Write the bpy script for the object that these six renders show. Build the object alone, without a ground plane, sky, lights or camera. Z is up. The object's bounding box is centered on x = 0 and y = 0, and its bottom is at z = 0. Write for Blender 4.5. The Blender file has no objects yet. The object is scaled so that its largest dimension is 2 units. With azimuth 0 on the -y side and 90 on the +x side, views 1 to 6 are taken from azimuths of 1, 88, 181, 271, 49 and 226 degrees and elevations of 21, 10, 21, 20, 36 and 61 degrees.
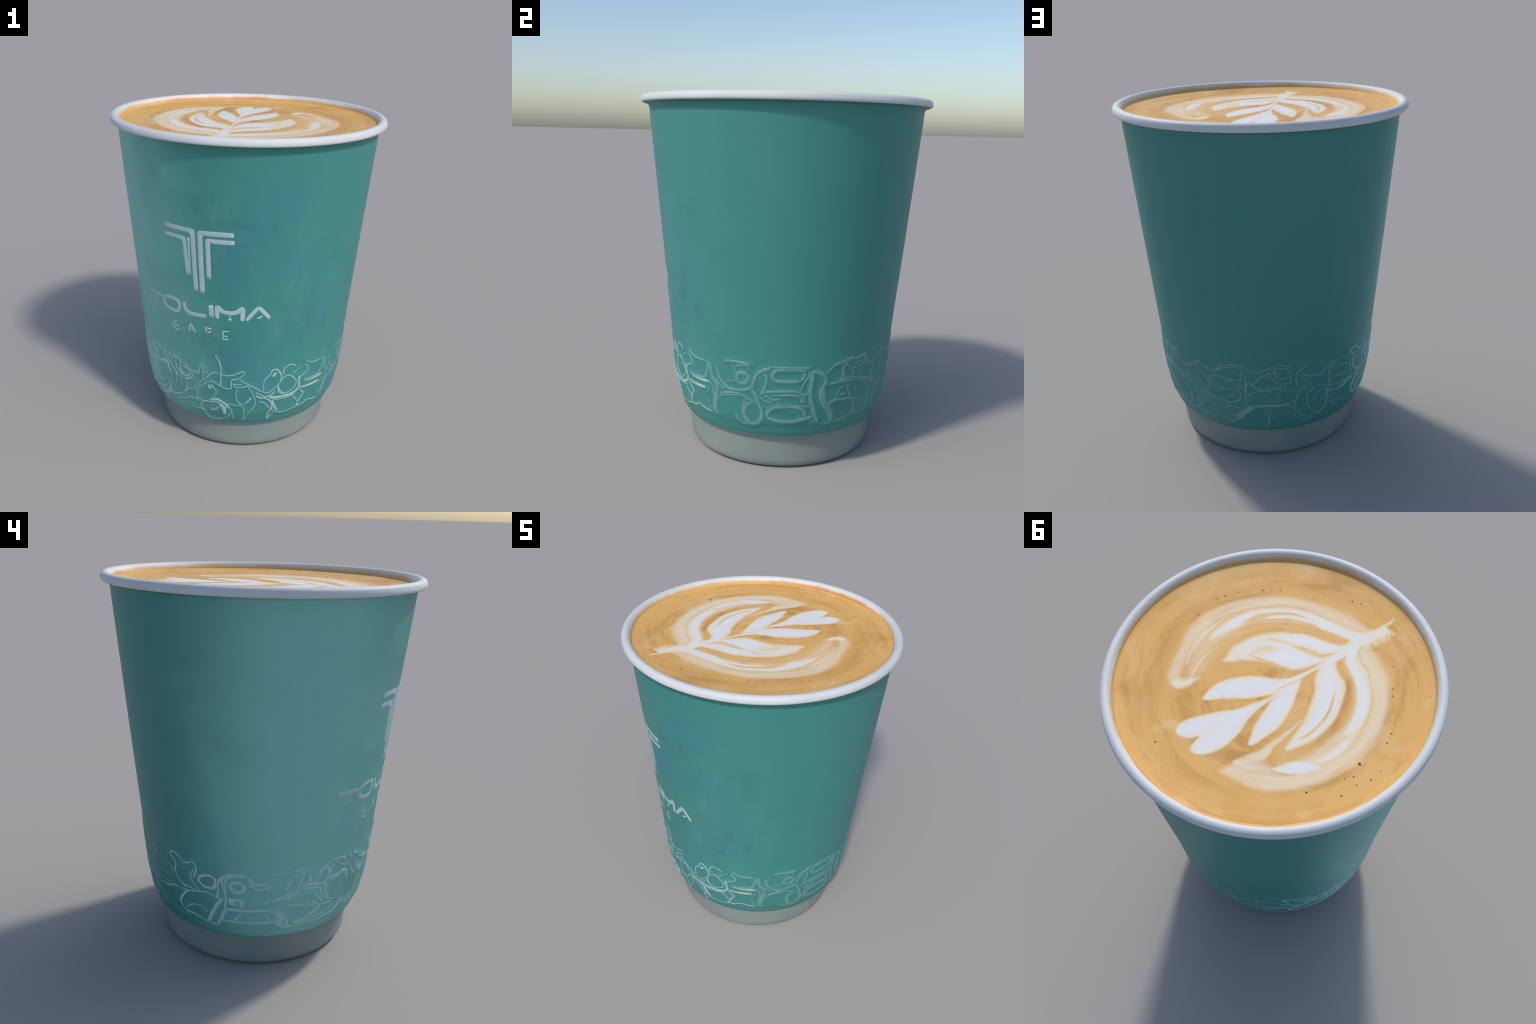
"""Takeaway paper cup of latte: double-walled teal cup with a pale foot and a
rolled white rim, an embossed band of curling line ornament round the lower
part, a monogram and wordmark on the front, and rosetta latte art on top."""
import bpy, bmesh, math, random, mathutils, mathutils.kdtree
import numpy as np
from mathutils import Vector

random.seed(11)
TAU = math.tau

# ----------------------------------------------------------------- profiles
# radius against height (metres) of the parts that are turned round the axis
SLEEVE = [(.196, .546), (.198, .565), (.203, .5735), (.209, .5775), (.222, .5855), (.240, .5930),
          (.270, .6020), (.300, .6105), (.350, .6195), (.420, .6315), (.500, .6415),
          (.560, .6475), (.620, .6525), (.700, .6590), (1.300, .7150), (1.880, .7698),
          (1.915, .7720), (1.935, .7752), (1.945, .7795), (1.949, .7850), (1.9515, .7940), (1.9550, .8060), (1.9575, .8115)]
FOOT = [(.001, .480), (.001, .503), (.006, .515), (.014, .526), (.028, .534), (.055, .5390), (.120, .5420),
        (.196, .5460), (.204, .5440)]
RIM = [(1.9560, .8060), (1.9575, .8118), (1.9620, .8165), (1.9680, .8185), (1.9760, .8180), (1.9840, .8160), (1.9900, .8130),
       (1.9955, .8070), (1.9990, .7995), (2.0000, .7920), (1.9985, .7840), (1.9945, .7775), (1.9900, .7735)]
LINER = [(1.9900, .7735), (1.9810, .7680), (1.9720, .7635), (1.9620, .7590), (1.9300, .7530), (1.6000, .7200)]
COFFEE_PROFILE = [(0, 1.9488), (.20, 1.9482), (.35, 1.9472), (.50, 1.9466), (.62, 1.9484), (.68, 1.9512), (.72, 1.9550), (.745, 1.9590), (.760, 1.9640)]


def profile_radius(table, z):
    return float(np.interp(z, [p[0] for p in table], [p[1] for p in table]))


def coffee_height(r):
    """Nearly level foam with a soft rise to the wall."""
    return float(np.interp(r, [p[0] for p in FOAM_CURVE], [p[1] for p in FOAM_CURVE]))


def ovality(theta, z):
    """The cup is very slightly out of round, more so at the rim."""
    top = min(max(z / 2.0, 0.0), 1.0)
    return 1.0 - (.0043 - .0070 * top) * math.cos(2 * theta) - (.0012 - .0037 * top - .0023 * max(0.0, z - 1.9) / .1) * math.sin(2 * theta)


def around(theta, radius, z):
    """theta 0 faces the front (-y), a quarter turn faces +x."""
    k = radius * ovality(theta, z)
    lean = float(np.interp(z, (.0, .22, .32, .5, 1.2, 2.0), (.004, .004, -.0008, -.0012, .0015, .0)))
    return Vector((k * math.sin(theta), -k * math.cos(theta) + lean, z))


def wobble(theta, z):
    """Soft dents of the pressed paper in the ornament band, in metres."""
    band = max(0.0, min(1.0, (z - .20) / .05)) * max(0.0, min(1.0, (.66 - z) / .10))
    a = math.sin(7 * theta + 9 * z) * math.sin(23 * z + 3 * theta)
    b = math.sin(17 * theta - 31 * z + 1.3) * .6
    # the pressed panel stands proud of the plain collar above the foot
    edge = .268 + .012 * math.sin(9 * theta) + .008 * math.sin(23 * theta + 1.0)
    step = max(0.0, min(1.0, (z - edge) / .010)) * max(0.0, min(1.0, (.60 - z) / .22))
    return band * (.0011 * a + .0007 * b) + .0028 * step


LINE_PATHS = []      # (path on the unrolled wall, half width) of every ornament line
LINE_TREE = [None, []]


def swell(theta, z):
    """The wall is pressed up softly along the ornament lines and sinks between them."""
    if not .2 < z < .72:
        return 0.0
    spot = Vector((math.sin(theta) * .64, -math.cos(theta) * .64, z))
    _, index, away = LINE_TREE[0].find(spot)
    wide = LINE_TREE[1][index]
    reach = .011 + wide
    return (.0016 + .16 * wide) * math.exp(-(away / reach) ** 2)


def relief(theta, z):
    return wobble(theta, z) + swell(theta, z)


def sleeve_radius(theta, z):
    return profile_radius(SLEEVE, z) + relief(theta, z)


# ---------------------------------------------------------------- materials
def new_material(name, roughness=.5):
    mat = bpy.data.materials.new(name)
    mat.use_nodes = True
    tree = mat.node_tree
    shader = tree.nodes["Principled BSDF"]
    shader.inputs["Roughness"].default_value = roughness
    shader.inputs["Specular IOR Level"].default_value = .35
    return mat, tree, shader


def node(tree, kind, **settings):
    n = tree.nodes.new(kind)
    for key, value in settings.items():
        if key in n.inputs:
            n.inputs[key].default_value = value
        else:
            setattr(n, key, value)
    return n


def mix_colour(tree, factor, a, b, blend="MIX"):
    m = tree.nodes.new("ShaderNodeMix")
    m.data_type, m.blend_type = "RGBA", blend
    for socket, value in ((m.inputs[0], factor), (m.inputs[6], a), (m.inputs[7], b)):
        if isinstance(value, bpy.types.NodeSocket):
            tree.links.new(value, socket)
        elif socket == m.inputs[0]:
            socket.default_value = value
        else:
            socket.default_value = (*value, 1)
    return m.outputs[2]


def maths(tree, operation, a, b=0.0, clamp=False):
    m = tree.nodes.new("ShaderNodeMath")
    m.operation, m.use_clamp = operation, clamp
    for socket, value in zip(m.inputs, (a, b)):
        if isinstance(value, bpy.types.NodeSocket):
            tree.links.new(value, socket)
        else:
            socket.default_value = value
    return m.outputs[0]


def stretch(tree, coords, scale, location=(0, 0, 0)):
    m = node(tree, "ShaderNodeMapping")
    m.inputs["Scale"].default_value = scale
    m.inputs["Location"].default_value = location
    tree.links.new(coords, m.inputs["Vector"])
    return m.outputs["Vector"]


def noise(tree, vector, scale, detail=3.0, rough=.5, distortion=0.0):
    n = node(tree, "ShaderNodeTexNoise", Scale=scale, Detail=detail, Roughness=rough, Distortion=distortion)
    tree.links.new(vector, n.inputs["Vector"])
    return n.outputs["Fac"]


def ramp(tree, value, low, high):
    r = node(tree, "ShaderNodeMapRange", interpolation_type="SMOOTHSTEP")
    r.inputs["From Min"].default_value, r.inputs["From Max"].default_value = low, high
    tree.links.new(value, r.inputs["Value"])
    return r.outputs["Result"]


def bump(tree, shader, height, strength, distance=.002):
    b = node(tree, "ShaderNodeBump", Strength=strength, Distance=distance)
    tree.links.new(height, b.inputs["Height"])
    tree.links.new(b.outputs["Normal"], shader.inputs["Normal"])


TEAL = (.046, .232, .212)
TEAL_BLUE = (.046, .215, .245)
TEAL_DEEP = (.032, .160, .156)
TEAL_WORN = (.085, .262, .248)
TEAL_BAKED_LIGHT = (.230, .555, .505)  # teal lightened to carry the light falling on the left wall


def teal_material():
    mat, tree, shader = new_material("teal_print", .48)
    coords = tree.nodes.new("ShaderNodeTexCoord").outputs["Object"]
    # brushed patches sit on the printed front; the other sides are even
    front = node(tree, "ShaderNodeVectorMath", operation="DISTANCE")
    tree.links.new(coords, front.inputs[0])
    front.inputs[1].default_value = (-.08, -.72, 1.05)
    on_front = ramp(tree, front.outputs["Value"], 1.00, .45)
    patches = noise(tree, stretch(tree, coords, (1, 1, .8), (3.1, .4, .2)), 2.6, 4, .55, .6)
    strokes = noise(tree, stretch(tree, coords, (1, 1, .28), (0, 2, 7)), 9, 4, .6, .4)
    deep = noise(tree, stretch(tree, coords, (1, 1, 1.2), (8, 1, 3)), 3.4, 4, .6, .8)
    colour = mix_colour(tree, maths(tree, "MULTIPLY", ramp(tree, patches, .46, .66), maths(tree, "MULTIPLY", on_front, .95)), TEAL, TEAL_BLUE)
    colour = mix_colour(tree, maths(tree, "MULTIPLY", ramp(tree, deep, .50, .72), maths(tree, "MULTIPLY", on_front, .9)), colour, TEAL_DEEP)
    colour = mix_colour(tree, maths(tree, "MULTIPLY", ramp(tree, strokes, .50, .74), maths(tree, "MULTIPLY", on_front, .6)), colour, TEAL_WORN)
    everywhere = noise(tree, stretch(tree, coords, (1, 1, .5), (5, 5, 5)), 1.7, 2, .5)
    colour = mix_colour(tree, maths(tree, "MULTIPLY", ramp(tree, everywhere, .35, .75), .22), colour, TEAL_WORN)
    # a blue-grey faded area, front left: side light painted into the print, mottled edge
    baked_light = node(tree, "ShaderNodeVectorMath", operation="DISTANCE")
    tree.links.new(stretch(tree, coords, (1, 1, .25)), baked_light.inputs[0])
    baked_light.inputs[1].default_value = (-.68, -.24, .27)
    ragged = maths(tree, "ADD", baked_light.outputs["Value"], maths(tree, "MULTIPLY", maths(tree, "SUBTRACT", noise(tree, coords, 3.2, 5, .6, .5), .5), .30))
    colour = mix_colour(tree, maths(tree, "MULTIPLY", ramp(tree, ragged, .78, .12), .90), colour, TEAL_BAKED_LIGHT)
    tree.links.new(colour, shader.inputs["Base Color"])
    grain = noise(tree, coords, 120, 3, .6)
    bump(tree, shader, grain, .12, .001)
    return mat


def line_material(name, colour, pale):
    """Ink of the raised ornament: pale, a little uneven along the line."""
    mat, tree, shader = new_material(name, .5)
    coords = tree.nodes.new("ShaderNodeTexCoord").outputs["Object"]
    uneven = noise(tree, coords, 14, 3, .6)
    tree.links.new(mix_colour(tree, ramp(tree, uneven, .35, .68), colour, pale), shader.inputs["Base Color"])
    return mat


def paper_material(name, base, tint, amount):
    mat, tree, shader = new_material(name, .55)
    coords = tree.nodes.new("ShaderNodeTexCoord").outputs["Object"]
    blotch = noise(tree, coords, 5, 3, .5)
    tree.links.new(mix_colour(tree, maths(tree, "MULTIPLY", ramp(tree, blotch, .4, .7), amount), base, tint), shader.inputs["Base Color"])
    bump(tree, shader, noise(tree, coords, 160, 3, .6), .15, .001)
    return mat


def liner_material():
    """White inside, stained by coffee up to an uneven line."""
    mat, tree, shader = new_material("stained_liner", .45)
    coords = tree.nodes.new("ShaderNodeTexCoord").outputs["Object"]
    split = tree.nodes.new("ShaderNodeSeparateXYZ")
    tree.links.new(coords, split.inputs[0])
    creep = maths(tree, "MULTIPLY", maths(tree, "SUBTRACT", noise(tree, coords, 4.5, 5, .6), .5), .035)
    height = maths(tree, "ADD", split.outputs["Z"], creep)
    spot = node(tree, "ShaderNodeVectorMath", operation="DISTANCE")
    tree.links.new(coords, spot.inputs[0])
    spot.inputs[1].default_value = (-.22, .74, 1.97)
    browner = maths(tree, "ADD", spot.outputs["Value"], maths(tree, "MULTIPLY", maths(tree, "SUBTRACT", noise(tree, coords, 6, 4, .6), .5), .5))
    stain = mix_colour(tree, ramp(tree, browner, .55, .20), (.62, .41, .18), (.52, .25, .085))
    tree.links.new(mix_colour(tree, ramp(tree, height, 1.999, 1.968), (.78, .77, .74), stain), shader.inputs["Base Color"])
    return mat


CREMA, CREMA_DARK, CREMA_PALE = (.700, .400, .126), (.520, .270, .075), (.750, .520, .250)
CREAM, MILK = (.770, .650, .465), (.720, .725, .725)
SOFTEN = 2.7
LEVEL_LOW, LEVEL_STEP = -.5, .04


def coffee_group():
    """Colour of the drink for a given milk level: dark crema, crema, cream, milk."""
    group = bpy.data.node_groups.new("milk_and_crema", "ShaderNodeTree")
    group.interface.new_socket("Level", in_out="INPUT", socket_type="NodeSocketFloat")
    group.interface.new_socket("Colour", in_out="OUTPUT", socket_type="NodeSocketColor")
    group.interface.new_socket("Height", in_out="OUTPUT", socket_type="NodeSocketFloat")
    enter, leave = group.nodes.new("NodeGroupInput"), group.nodes.new("NodeGroupOutput")
    coords = group.nodes.new("ShaderNodeTexCoord").outputs["Object"]
    # flow that follows the round of the cup: noise on (angle, radius)
    split = group.nodes.new("ShaderNodeSeparateXYZ")
    group.links.new(coords, split.inputs[0])
    radius = node(group, "ShaderNodeVectorMath", operation="LENGTH")
    flat = group.nodes.new("ShaderNodeCombineXYZ")
    group.links.new(split.outputs["X"], flat.inputs[0])
    group.links.new(split.outputs["Y"], flat.inputs[1])
    group.links.new(flat.outputs[0], radius.inputs[0])
    way = node(group, "ShaderNodeVectorMath", operation="NORMALIZE")
    group.links.new(flat.outputs[0], way.inputs[0])
    part = group.nodes.new("ShaderNodeSeparateXYZ")
    group.links.new(way.outputs[0], part.inputs[0])
    polar = group.nodes.new("ShaderNodeCombineXYZ")
    group.links.new(part.outputs["X"], polar.inputs[0])
    group.links.new(part.outputs["Y"], polar.inputs[1])
    group.links.new(maths(group, "MULTIPLY", radius.outputs["Value"], 7.0), polar.inputs[2])
    flow = noise(group, polar.outputs[0], 1.6, 4, .55, .5)
    cloud = noise(group, flat.outputs[0], 4.0, 4, .55, .8)
    fine = noise(group, flat.outputs[0], 30, 3, .6)
    crema = mix_colour(group, ramp(group, flow, .46, .72), CREMA, CREMA_DARK)
    crema = mix_colour(group, maths(group, "MULTIPLY", ramp(group, cloud, .45, .75), .45), crema, CREMA_PALE)
    # strands: streaks that run round the heart of the rosetta, only where milk and crema mix
    shift = node(group, "ShaderNodeVectorMath", operation="ADD")
    group.links.new(flat.outputs[0], shift.inputs[0])
    shift.inputs[1].default_value = (.064, -.041, 0)
    far = node(group, "ShaderNodeVectorMath", operation="LENGTH")
    group.links.new(shift.outputs[0], far.inputs[0])
    aim = node(group, "ShaderNodeVectorMath", operation="NORMALIZE")
    group.links.new(shift.outputs[0], aim.inputs[0])
    parts = group.nodes.new("ShaderNodeSeparateXYZ")
    group.links.new(aim.outputs[0], parts.inputs[0])
    ring = group.nodes.new("ShaderNodeCombineXYZ")
    group.links.new(parts.outputs["X"], ring.inputs[0])
    group.links.new(parts.outputs["Y"], ring.inputs[1])
    group.links.new(maths(group, "MULTIPLY", far.outputs["Value"], 34.0), ring.inputs[2])
    strand = noise(group, ring.outputs[0], 1.5, 3, .55, .35)
    mixed = maths(group, "MULTIPLY", ramp(group, enter.outputs["Level"], .06, .4), ramp(group, enter.outputs["Level"], 1.02, .72))
    streaks = maths(group, "MULTIPLY", maths(group, "MULTIPLY", maths(group, "SUBTRACT", strand, .5), .5), mixed)
    level = maths(group, "ADD", enter.outputs["Level"], maths(group, "MULTIPLY", maths(group, "SUBTRACT", cloud, .5), .10))
    level = maths(group, "ADD", level, streaks)
    dark = maths(group, "MULTIPLY", level, -1.6, True)
    colour = mix_colour(group, dark, crema, CREMA_DARK)
    colour = mix_colour(group, maths(group, "DIVIDE", level, .62, True), colour, CREAM)
    colour = mix_colour(group, maths(group, "DIVIDE", maths(group, "SUBTRACT", level, .62), .36, True), colour, MILK)
    group.links.new(colour, leave.inputs["Colour"])
    group.links.new(maths(group, "ADD", maths(group, "MULTIPLY", flow, .8), maths(group, "MULTIPLY", fine, .3)), leave.inputs["Height"])
    return group


LEVEL_MATERIALS = {}


def milk_material(level):
    key = round((level - LEVEL_LOW) / LEVEL_STEP)
    if key not in LEVEL_MATERIALS:
        mat, tree, shader = new_material("coffee_crema" if abs(level) < .02 else "milk_in_crema", .55)
        shader.inputs["Specular IOR Level"].default_value = .14
        g = tree.nodes.new("ShaderNodeGroup")
        g.node_tree = COFFEE
        g.inputs["Level"].default_value = LEVEL_LOW + key * LEVEL_STEP
        tree.links.new(g.outputs["Colour"], shader.inputs["Base Color"])
        bump(tree, shader, g.outputs["Height"], .25, .006)
        LEVEL_MATERIALS[key] = mat
    return LEVEL_MATERIALS[key]


# ------------------------------------------------------------------- meshes
def add_object(name, mesh, parent):
    obj = bpy.data.objects.new(name, mesh)
    bpy.context.scene.collection.objects.link(obj)
    obj.parent = parent
    return obj


def refine(table, step):
    """Smooth a profile table with a Catmull-Rom curve, about one point per step."""
    pts = [np.array(p, float) for p in table]
    out = []
    for i in range(len(pts) - 1):
        p0, p1, p2, p3 = pts[max(i - 1, 0)], pts[i], pts[i + 1], pts[min(i + 2, len(pts) - 1)]
        gap = np.linalg.norm(p2 - p1)
        n = max(1, int(gap / step))
        m1 = (p2 - p0) / max(np.linalg.norm(p2 - p0), 1e-9) * gap
        m2 = (p3 - p1) / max(np.linalg.norm(p3 - p1), 1e-9) * gap
        for k in range(n):
            t = k / n
            h = (2 * t**3 - 3 * t**2 + 1, t**3 - 2 * t**2 + t, -2 * t**3 + 3 * t**2, t**3 - t**2)
            out.append(h[0] * p1 + h[1] * m1 + h[2] * p2 + h[3] * m2)
    out.append(pts[-1])
    return out


FOAM_CURVE = refine(COFFEE_PROFILE, .004)


def turned(name, table, segments, material, parent, step=.02, shape=None, cap=False):
    rows = refine(table, step)
    verts, faces = [], []
    for z, r in rows:
        for i in range(segments):
            th = TAU * i / segments
            verts.append(around(th, r + (shape(th, z) if shape else 0.0), z))
    for j in range(len(rows) - 1):
        for i in range(segments):
            k = (i + 1) % segments
            faces.append((j * segments + i, j * segments + k, (j + 1) * segments + k, (j + 1) * segments + i))
    if cap:
        faces.append(tuple(reversed(range(segments))))
    mesh = bpy.data.meshes.new(name)
    mesh.from_pydata(verts, [], faces)
    mesh.polygons.foreach_set("use_smooth", [True] * len(mesh.polygons))
    mesh.materials.append(material)
    mesh.update()
    return add_object(name, mesh, parent)


def smooth_path(points, closed, step):
    """Catmull-Rom through the control points (rows of any width), even samples."""
    pts = np.array(points, float)
    n = len(pts)
    out = []
    for i in range(n if closed else n - 1):
        if closed:
            p0, p1, p2, p3 = pts[(i - 1) % n], pts[i], pts[(i + 1) % n], pts[(i + 2) % n]
        else:
            p0, p1, p2, p3 = pts[max(i - 1, 0)], pts[i], pts[i + 1], pts[min(i + 2, n - 1)]
        k = max(2, int(np.linalg.norm((p2 - p1)[:2]) / step))
        for t in np.linspace(0, 1, k, endpoint=False):
            out.append(.5 * (2 * p1 + (p2 - p0) * t + (2 * p0 - 5 * p1 + 4 * p2 - p3) * t**2 + (3 * p1 - p0 - 3 * p2 + p3) * t**3))
    if not closed:
        out.append(pts[-1])
    return np.array(out)


def corner_path(points, closed, step):
    """Straight runs between the points with tight rounded corners."""
    pts = np.array(points, float)
    out = [pts[0]]
    for i in range(1, len(pts) - 1):
        a, b, c = pts[i - 1], pts[i], pts[i + 1]
        u, v = (a - b), (c - b)
        cut = min(step, .4 * np.linalg.norm(u), .4 * np.linalg.norm(v))
        out += [b + u / np.linalg.norm(u) * cut, b, b + v / np.linalg.norm(v) * cut]
    out.append(pts[-1])
    return np.array(out)


def raised_strip(name, path, half_width, height, material, parent, closed=False, taper=.35):
    """A bead of the given half width that follows the sleeve; path rows are (arc, z)
    in metres on the unrolled wall, arc measured at the mean radius of the band."""
    n = len(path)
    ahead = np.roll(path, -1, 0) - np.roll(path, 1, 0) if closed else np.gradient(path, axis=0)
    ahead /= np.maximum(np.linalg.norm(ahead, axis=1, keepdims=True), 1e-9)
    side = np.stack([-ahead[:, 1], ahead[:, 0]], 1)
    run = np.concatenate([[0], np.cumsum(np.linalg.norm(np.diff(path, axis=0), axis=1))])
    section = [(-1.12, -.5), (-.95, .45), (-.55, .92), (0, 1.0), (.55, .92), (.95, .45), (1.12, -.5)]
    verts, faces = [], []
    for i in range(n):
        w = half_width
        if not closed:
            near = min(run[i], run[-1] - run[i]) / (2.2 * half_width)
            w *= taper + (1 - taper) * math.sqrt(min(1.0, max(near, 0.0)))
        for across, lift in section:
            arc, z = path[i] + side[i] * across * w
            th = arc / BAND_RADIUS(z)
            r = sleeve_radius(th, z) + lift * height
            verts.append(around(th, r, z))
    m = len(section)
    for i in range(n if closed else n - 1):
        k = (i + 1) % n
        for j in range(m - 1):
            faces.append((i * m + j, i * m + j + 1, k * m + j + 1, k * m + j))
    if not closed:
        faces.append(tuple(reversed(range(m))))
        faces.append(tuple(range((n - 1) * m, n * m)))
    mesh = bpy.data.meshes.new(name)
    mesh.from_pydata(verts, [], faces)
    mesh.polygons.foreach_set("use_smooth", [len(p.vertices) == 4 for p in mesh.polygons])
    mesh.materials.append(material)
    mesh.update()
    return add_object(name, mesh, parent)


def BAND_RADIUS(z):
    return profile_radius(SLEEVE, z)


def unroll(points):
    return [(math.radians(a) * BAND_RADIUS(z / 1000), z / 1000) for a, z in points]


def line(half_width, *points, closed=False):
    LINE_PATHS.append((LINE_INK[0], LINE_GAIN[0] * half_width / 1000, smooth_path(unroll(points), closed, .007), closed))


def grow_lines():
    """All lines are known: index them for the swelling of the wall."""
    spots = []
    for ink, w, path, closed in LINE_PATHS:
        for arc, z in path:
            th = arc / BAND_RADIUS(z)
            spots.append((Vector((math.sin(th) * .64, -math.cos(th) * .64, z)), w))
    tree = mathutils.kdtree.KDTree(len(spots))
    for i, (spot, w) in enumerate(spots):
        tree.insert(spot, i)
    tree.balance()
    LINE_TREE[0], LINE_TREE[1] = tree, [w for _, w in spots]


def build_lines():
    for ink, w, path, closed in LINE_PATHS:
        raised_strip("embossed_line", path, w, min(.0016, .0006 + .2 * w), ink, SLEEVE_OBJ, closed)


def stroke(kind, half_width, *points, closed=False):
    kinds = {"bar": "monogram_bar", "sliver": "monogram_bar"}
    name = kinds.get(kind, "wordmark_stroke" if kind[0] in "TOLIMA" and kind not in ("A2",) else "caption_stroke")
    ink = LOGO_FAINT if kind in ("sliver", "Tstem") else LOGO_GHOST if kind == "C2" else LOGO_INK
    sharp = kind in ("bar", "sliver", "E", "F", "I")
    path = (corner_path if sharp else smooth_path)(unroll(points), closed, .006)
    if sharp:
        path = dense(path, .02)
    raised_strip(name, path, half_width / 1000 * 1.22, .0008, ink, SLEEVE_OBJ, closed, .85 if sharp else .6)


def dense(path, step):
    out = [path[0]]
    for a, b in zip(path[:-1], path[1:]):
        k = max(1, int(np.linalg.norm(b - a) / step))
        out += [a + (b - a) * t / k for t in range(1, k + 1)]
    return np.array(out)


RIBBONS = []   # (spine, half widths, distance to the nearer end, core level, softness)


def feather(depth):
    """Quick fade at the edge, then a slow one: milk thins out towards its border."""
    quick, slow = np.clip(depth, 0, 1), np.clip(depth / 3.2, 0, 1)
    return .74 * quick * quick * (3 - 2 * quick) + .26 * slow * slow * (3 - 2 * slow)


def ribbon_alpha(points, one):
    """How much of a tongue lies over each point: 1 inside, fading at its soft edge."""
    spine, half, left, core, soft = one
    alpha = np.zeros(len(points))
    reach = half.max() + .002
    inside = np.all((points > spine.min(0) - reach) & (points < spine.max(0) + reach), axis=1)
    if inside.any():
        p = points[inside]
        best, where = np.full(len(p), 9.0), np.zeros(len(p), int)
        for k in range(0, len(spine)):
            d = np.hypot(p[:, 0] - spine[k, 0], p[:, 1] - spine[k, 1]) / half[k]
            better = d < best
            best[better], where[better] = d[better], k
        depth = np.minimum(half[where] * (1 - best), left[where] + .003)
        alpha[inside] = feather(depth / soft)
    return alpha


def ribbon(name, core, edge, soft, *points):
    """A tongue of milk (or of crema between the milk) lying in the surface: spine
    points (x, y, half width in mm); it blends into what lies below over soft mm."""
    soft *= SOFTEN / 1000
    pts = [(x, y, w / 1000) for x, y, w in points]
    a, b = np.array(pts[0]), np.array(pts[1])
    c, d = np.array(pts[-1]), np.array(pts[-2])
    start = a + (a - b) / np.linalg.norm((a - b)[:2]) * soft * .5
    end = c + (c - d) / np.linalg.norm((c - d)[:2]) * soft * .5
    start[2], end[2] = a[2], c[2]
    path = smooth_path([start] + pts + [end], False, .005)
    xy, half = path[:, :2], np.maximum(path[:, 2], .0006) + soft * .5
    ahead = np.gradient(xy, axis=0)
    ahead /= np.maximum(np.linalg.norm(ahead, axis=1, keepdims=True), 1e-9)
    side = np.stack([-ahead[:, 1], ahead[:, 0]], 1)
    run = np.concatenate([[0], np.cumsum(np.linalg.norm(np.diff(xy, axis=0), axis=1))])
    left = np.minimum(run, run[-1] - run)
    round_end = soft * .5 + np.where(run < run[-1] / 2, pts[0][2], pts[-1][2])
    half = half * np.sqrt(np.clip(1 - (1 - np.clip(left / round_end, 0, 1)) ** 2, .02, 1))
    lift = .00005 + .000006 * len(RIBBONS)
    verts, faces, middle, own = [], [], [], []
    ramp_steps = np.linspace(0, 1, 10)
    m = 2 * (len(ramp_steps) + 6) - 1
    for i in range(len(xy)):
        zone = min(soft, half[i] * .98)
        inward = np.concatenate([zone * ramp_steps, zone + (half[i] - zone) * np.array([.12, .26, .42, .6, .8, 1.0])])
        offsets = np.concatenate([half[i] - inward, (inward - half[i])[::-1][1:]])
        for v in offsets:
            p = xy[i] + side[i] * v
            r = np.linalg.norm(p)
            p = p * min(1.0, .750 / max(r, 1e-6))
            verts.append((p[0], p[1], coffee_height(min(r, .750)) + lift + 2e-8 * i + 1e-6 * v))
        own.append(half[i] - np.abs(offsets))
    for i in range(len(xy) - 1):
        for j in range(m - 1):
            q = (i * m + j + 1, i * m + j, (i + 1) * m + j, (i + 1) * m + j + 1)
            ax, ay = verts[q[2]][0] - verts[q[0]][0], verts[q[2]][1] - verts[q[0]][1]
            bx, by = verts[q[3]][0] - verts[q[1]][0], verts[q[3]][1] - verts[q[1]][1]
            faces.append(q if ax * by - ay * bx > 0 else q[::-1])
            depth = .25 * (own[i][j] + own[i][j + 1] + own[i + 1][j] + own[i + 1][j + 1])
            middle.append([sum(verts[k][0] for k in q) / 4, sum(verts[k][1] for k in q) / 4, min(depth, .5 * (left[i] + left[i + 1]))])
    middle = np.array(middle)
    below = np.zeros(len(middle))
    for other in RIBBONS:
        below += (other[3] - below) * ribbon_alpha(middle[:, :2], other)
    levels = below + (core - below) * feather(middle[:, 2] / soft)
    mats = {}
    slots = [mats.setdefault(milk_material(v), len(mats)) for v in levels]
    mesh = bpy.data.meshes.new(name)
    mesh.from_pydata(verts, [], faces)
    for mat in mats:
        mesh.materials.append(mat)
    mesh.polygons.foreach_set("material_index", slots)
    mesh.update()
    RIBBONS.append((xy, half, left, core, soft))
    add_object(name, mesh, COFFEE_OBJ)


def bubble(x, y, radius):
    bm = bmesh.new()
    bmesh.ops.create_uvsphere(bm, u_segments=12, v_segments=8, radius=1)
    angle, long = random.uniform(0, TAU), random.uniform(1.0, 1.6)
    for v in bm.verts:
        px, py = v.co.x * long, v.co.y
        v.co = ((px * math.cos(angle) - py * math.sin(angle)) * radius / 1500,
                (px * math.sin(angle) + py * math.cos(angle)) * radius / 1500, v.co.z * .0012)
    for f in bm.faces:
        f.smooth = True
    mesh = bpy.data.meshes.new("burst_bubble")
    bm.to_mesh(mesh)
    bm.free()
    mesh.materials.append(BUBBLE_DARK)
    obj = add_object("burst_bubble", mesh, COFFEE_OBJ)
    obj.location = (x, y, coffee_height(math.hypot(x, y)) + .0008)


# ------------------------------------------- ornament, lettering and latte art
# ornament and lettering: half width in mm, then (angle in degrees, height in mm)


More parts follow.
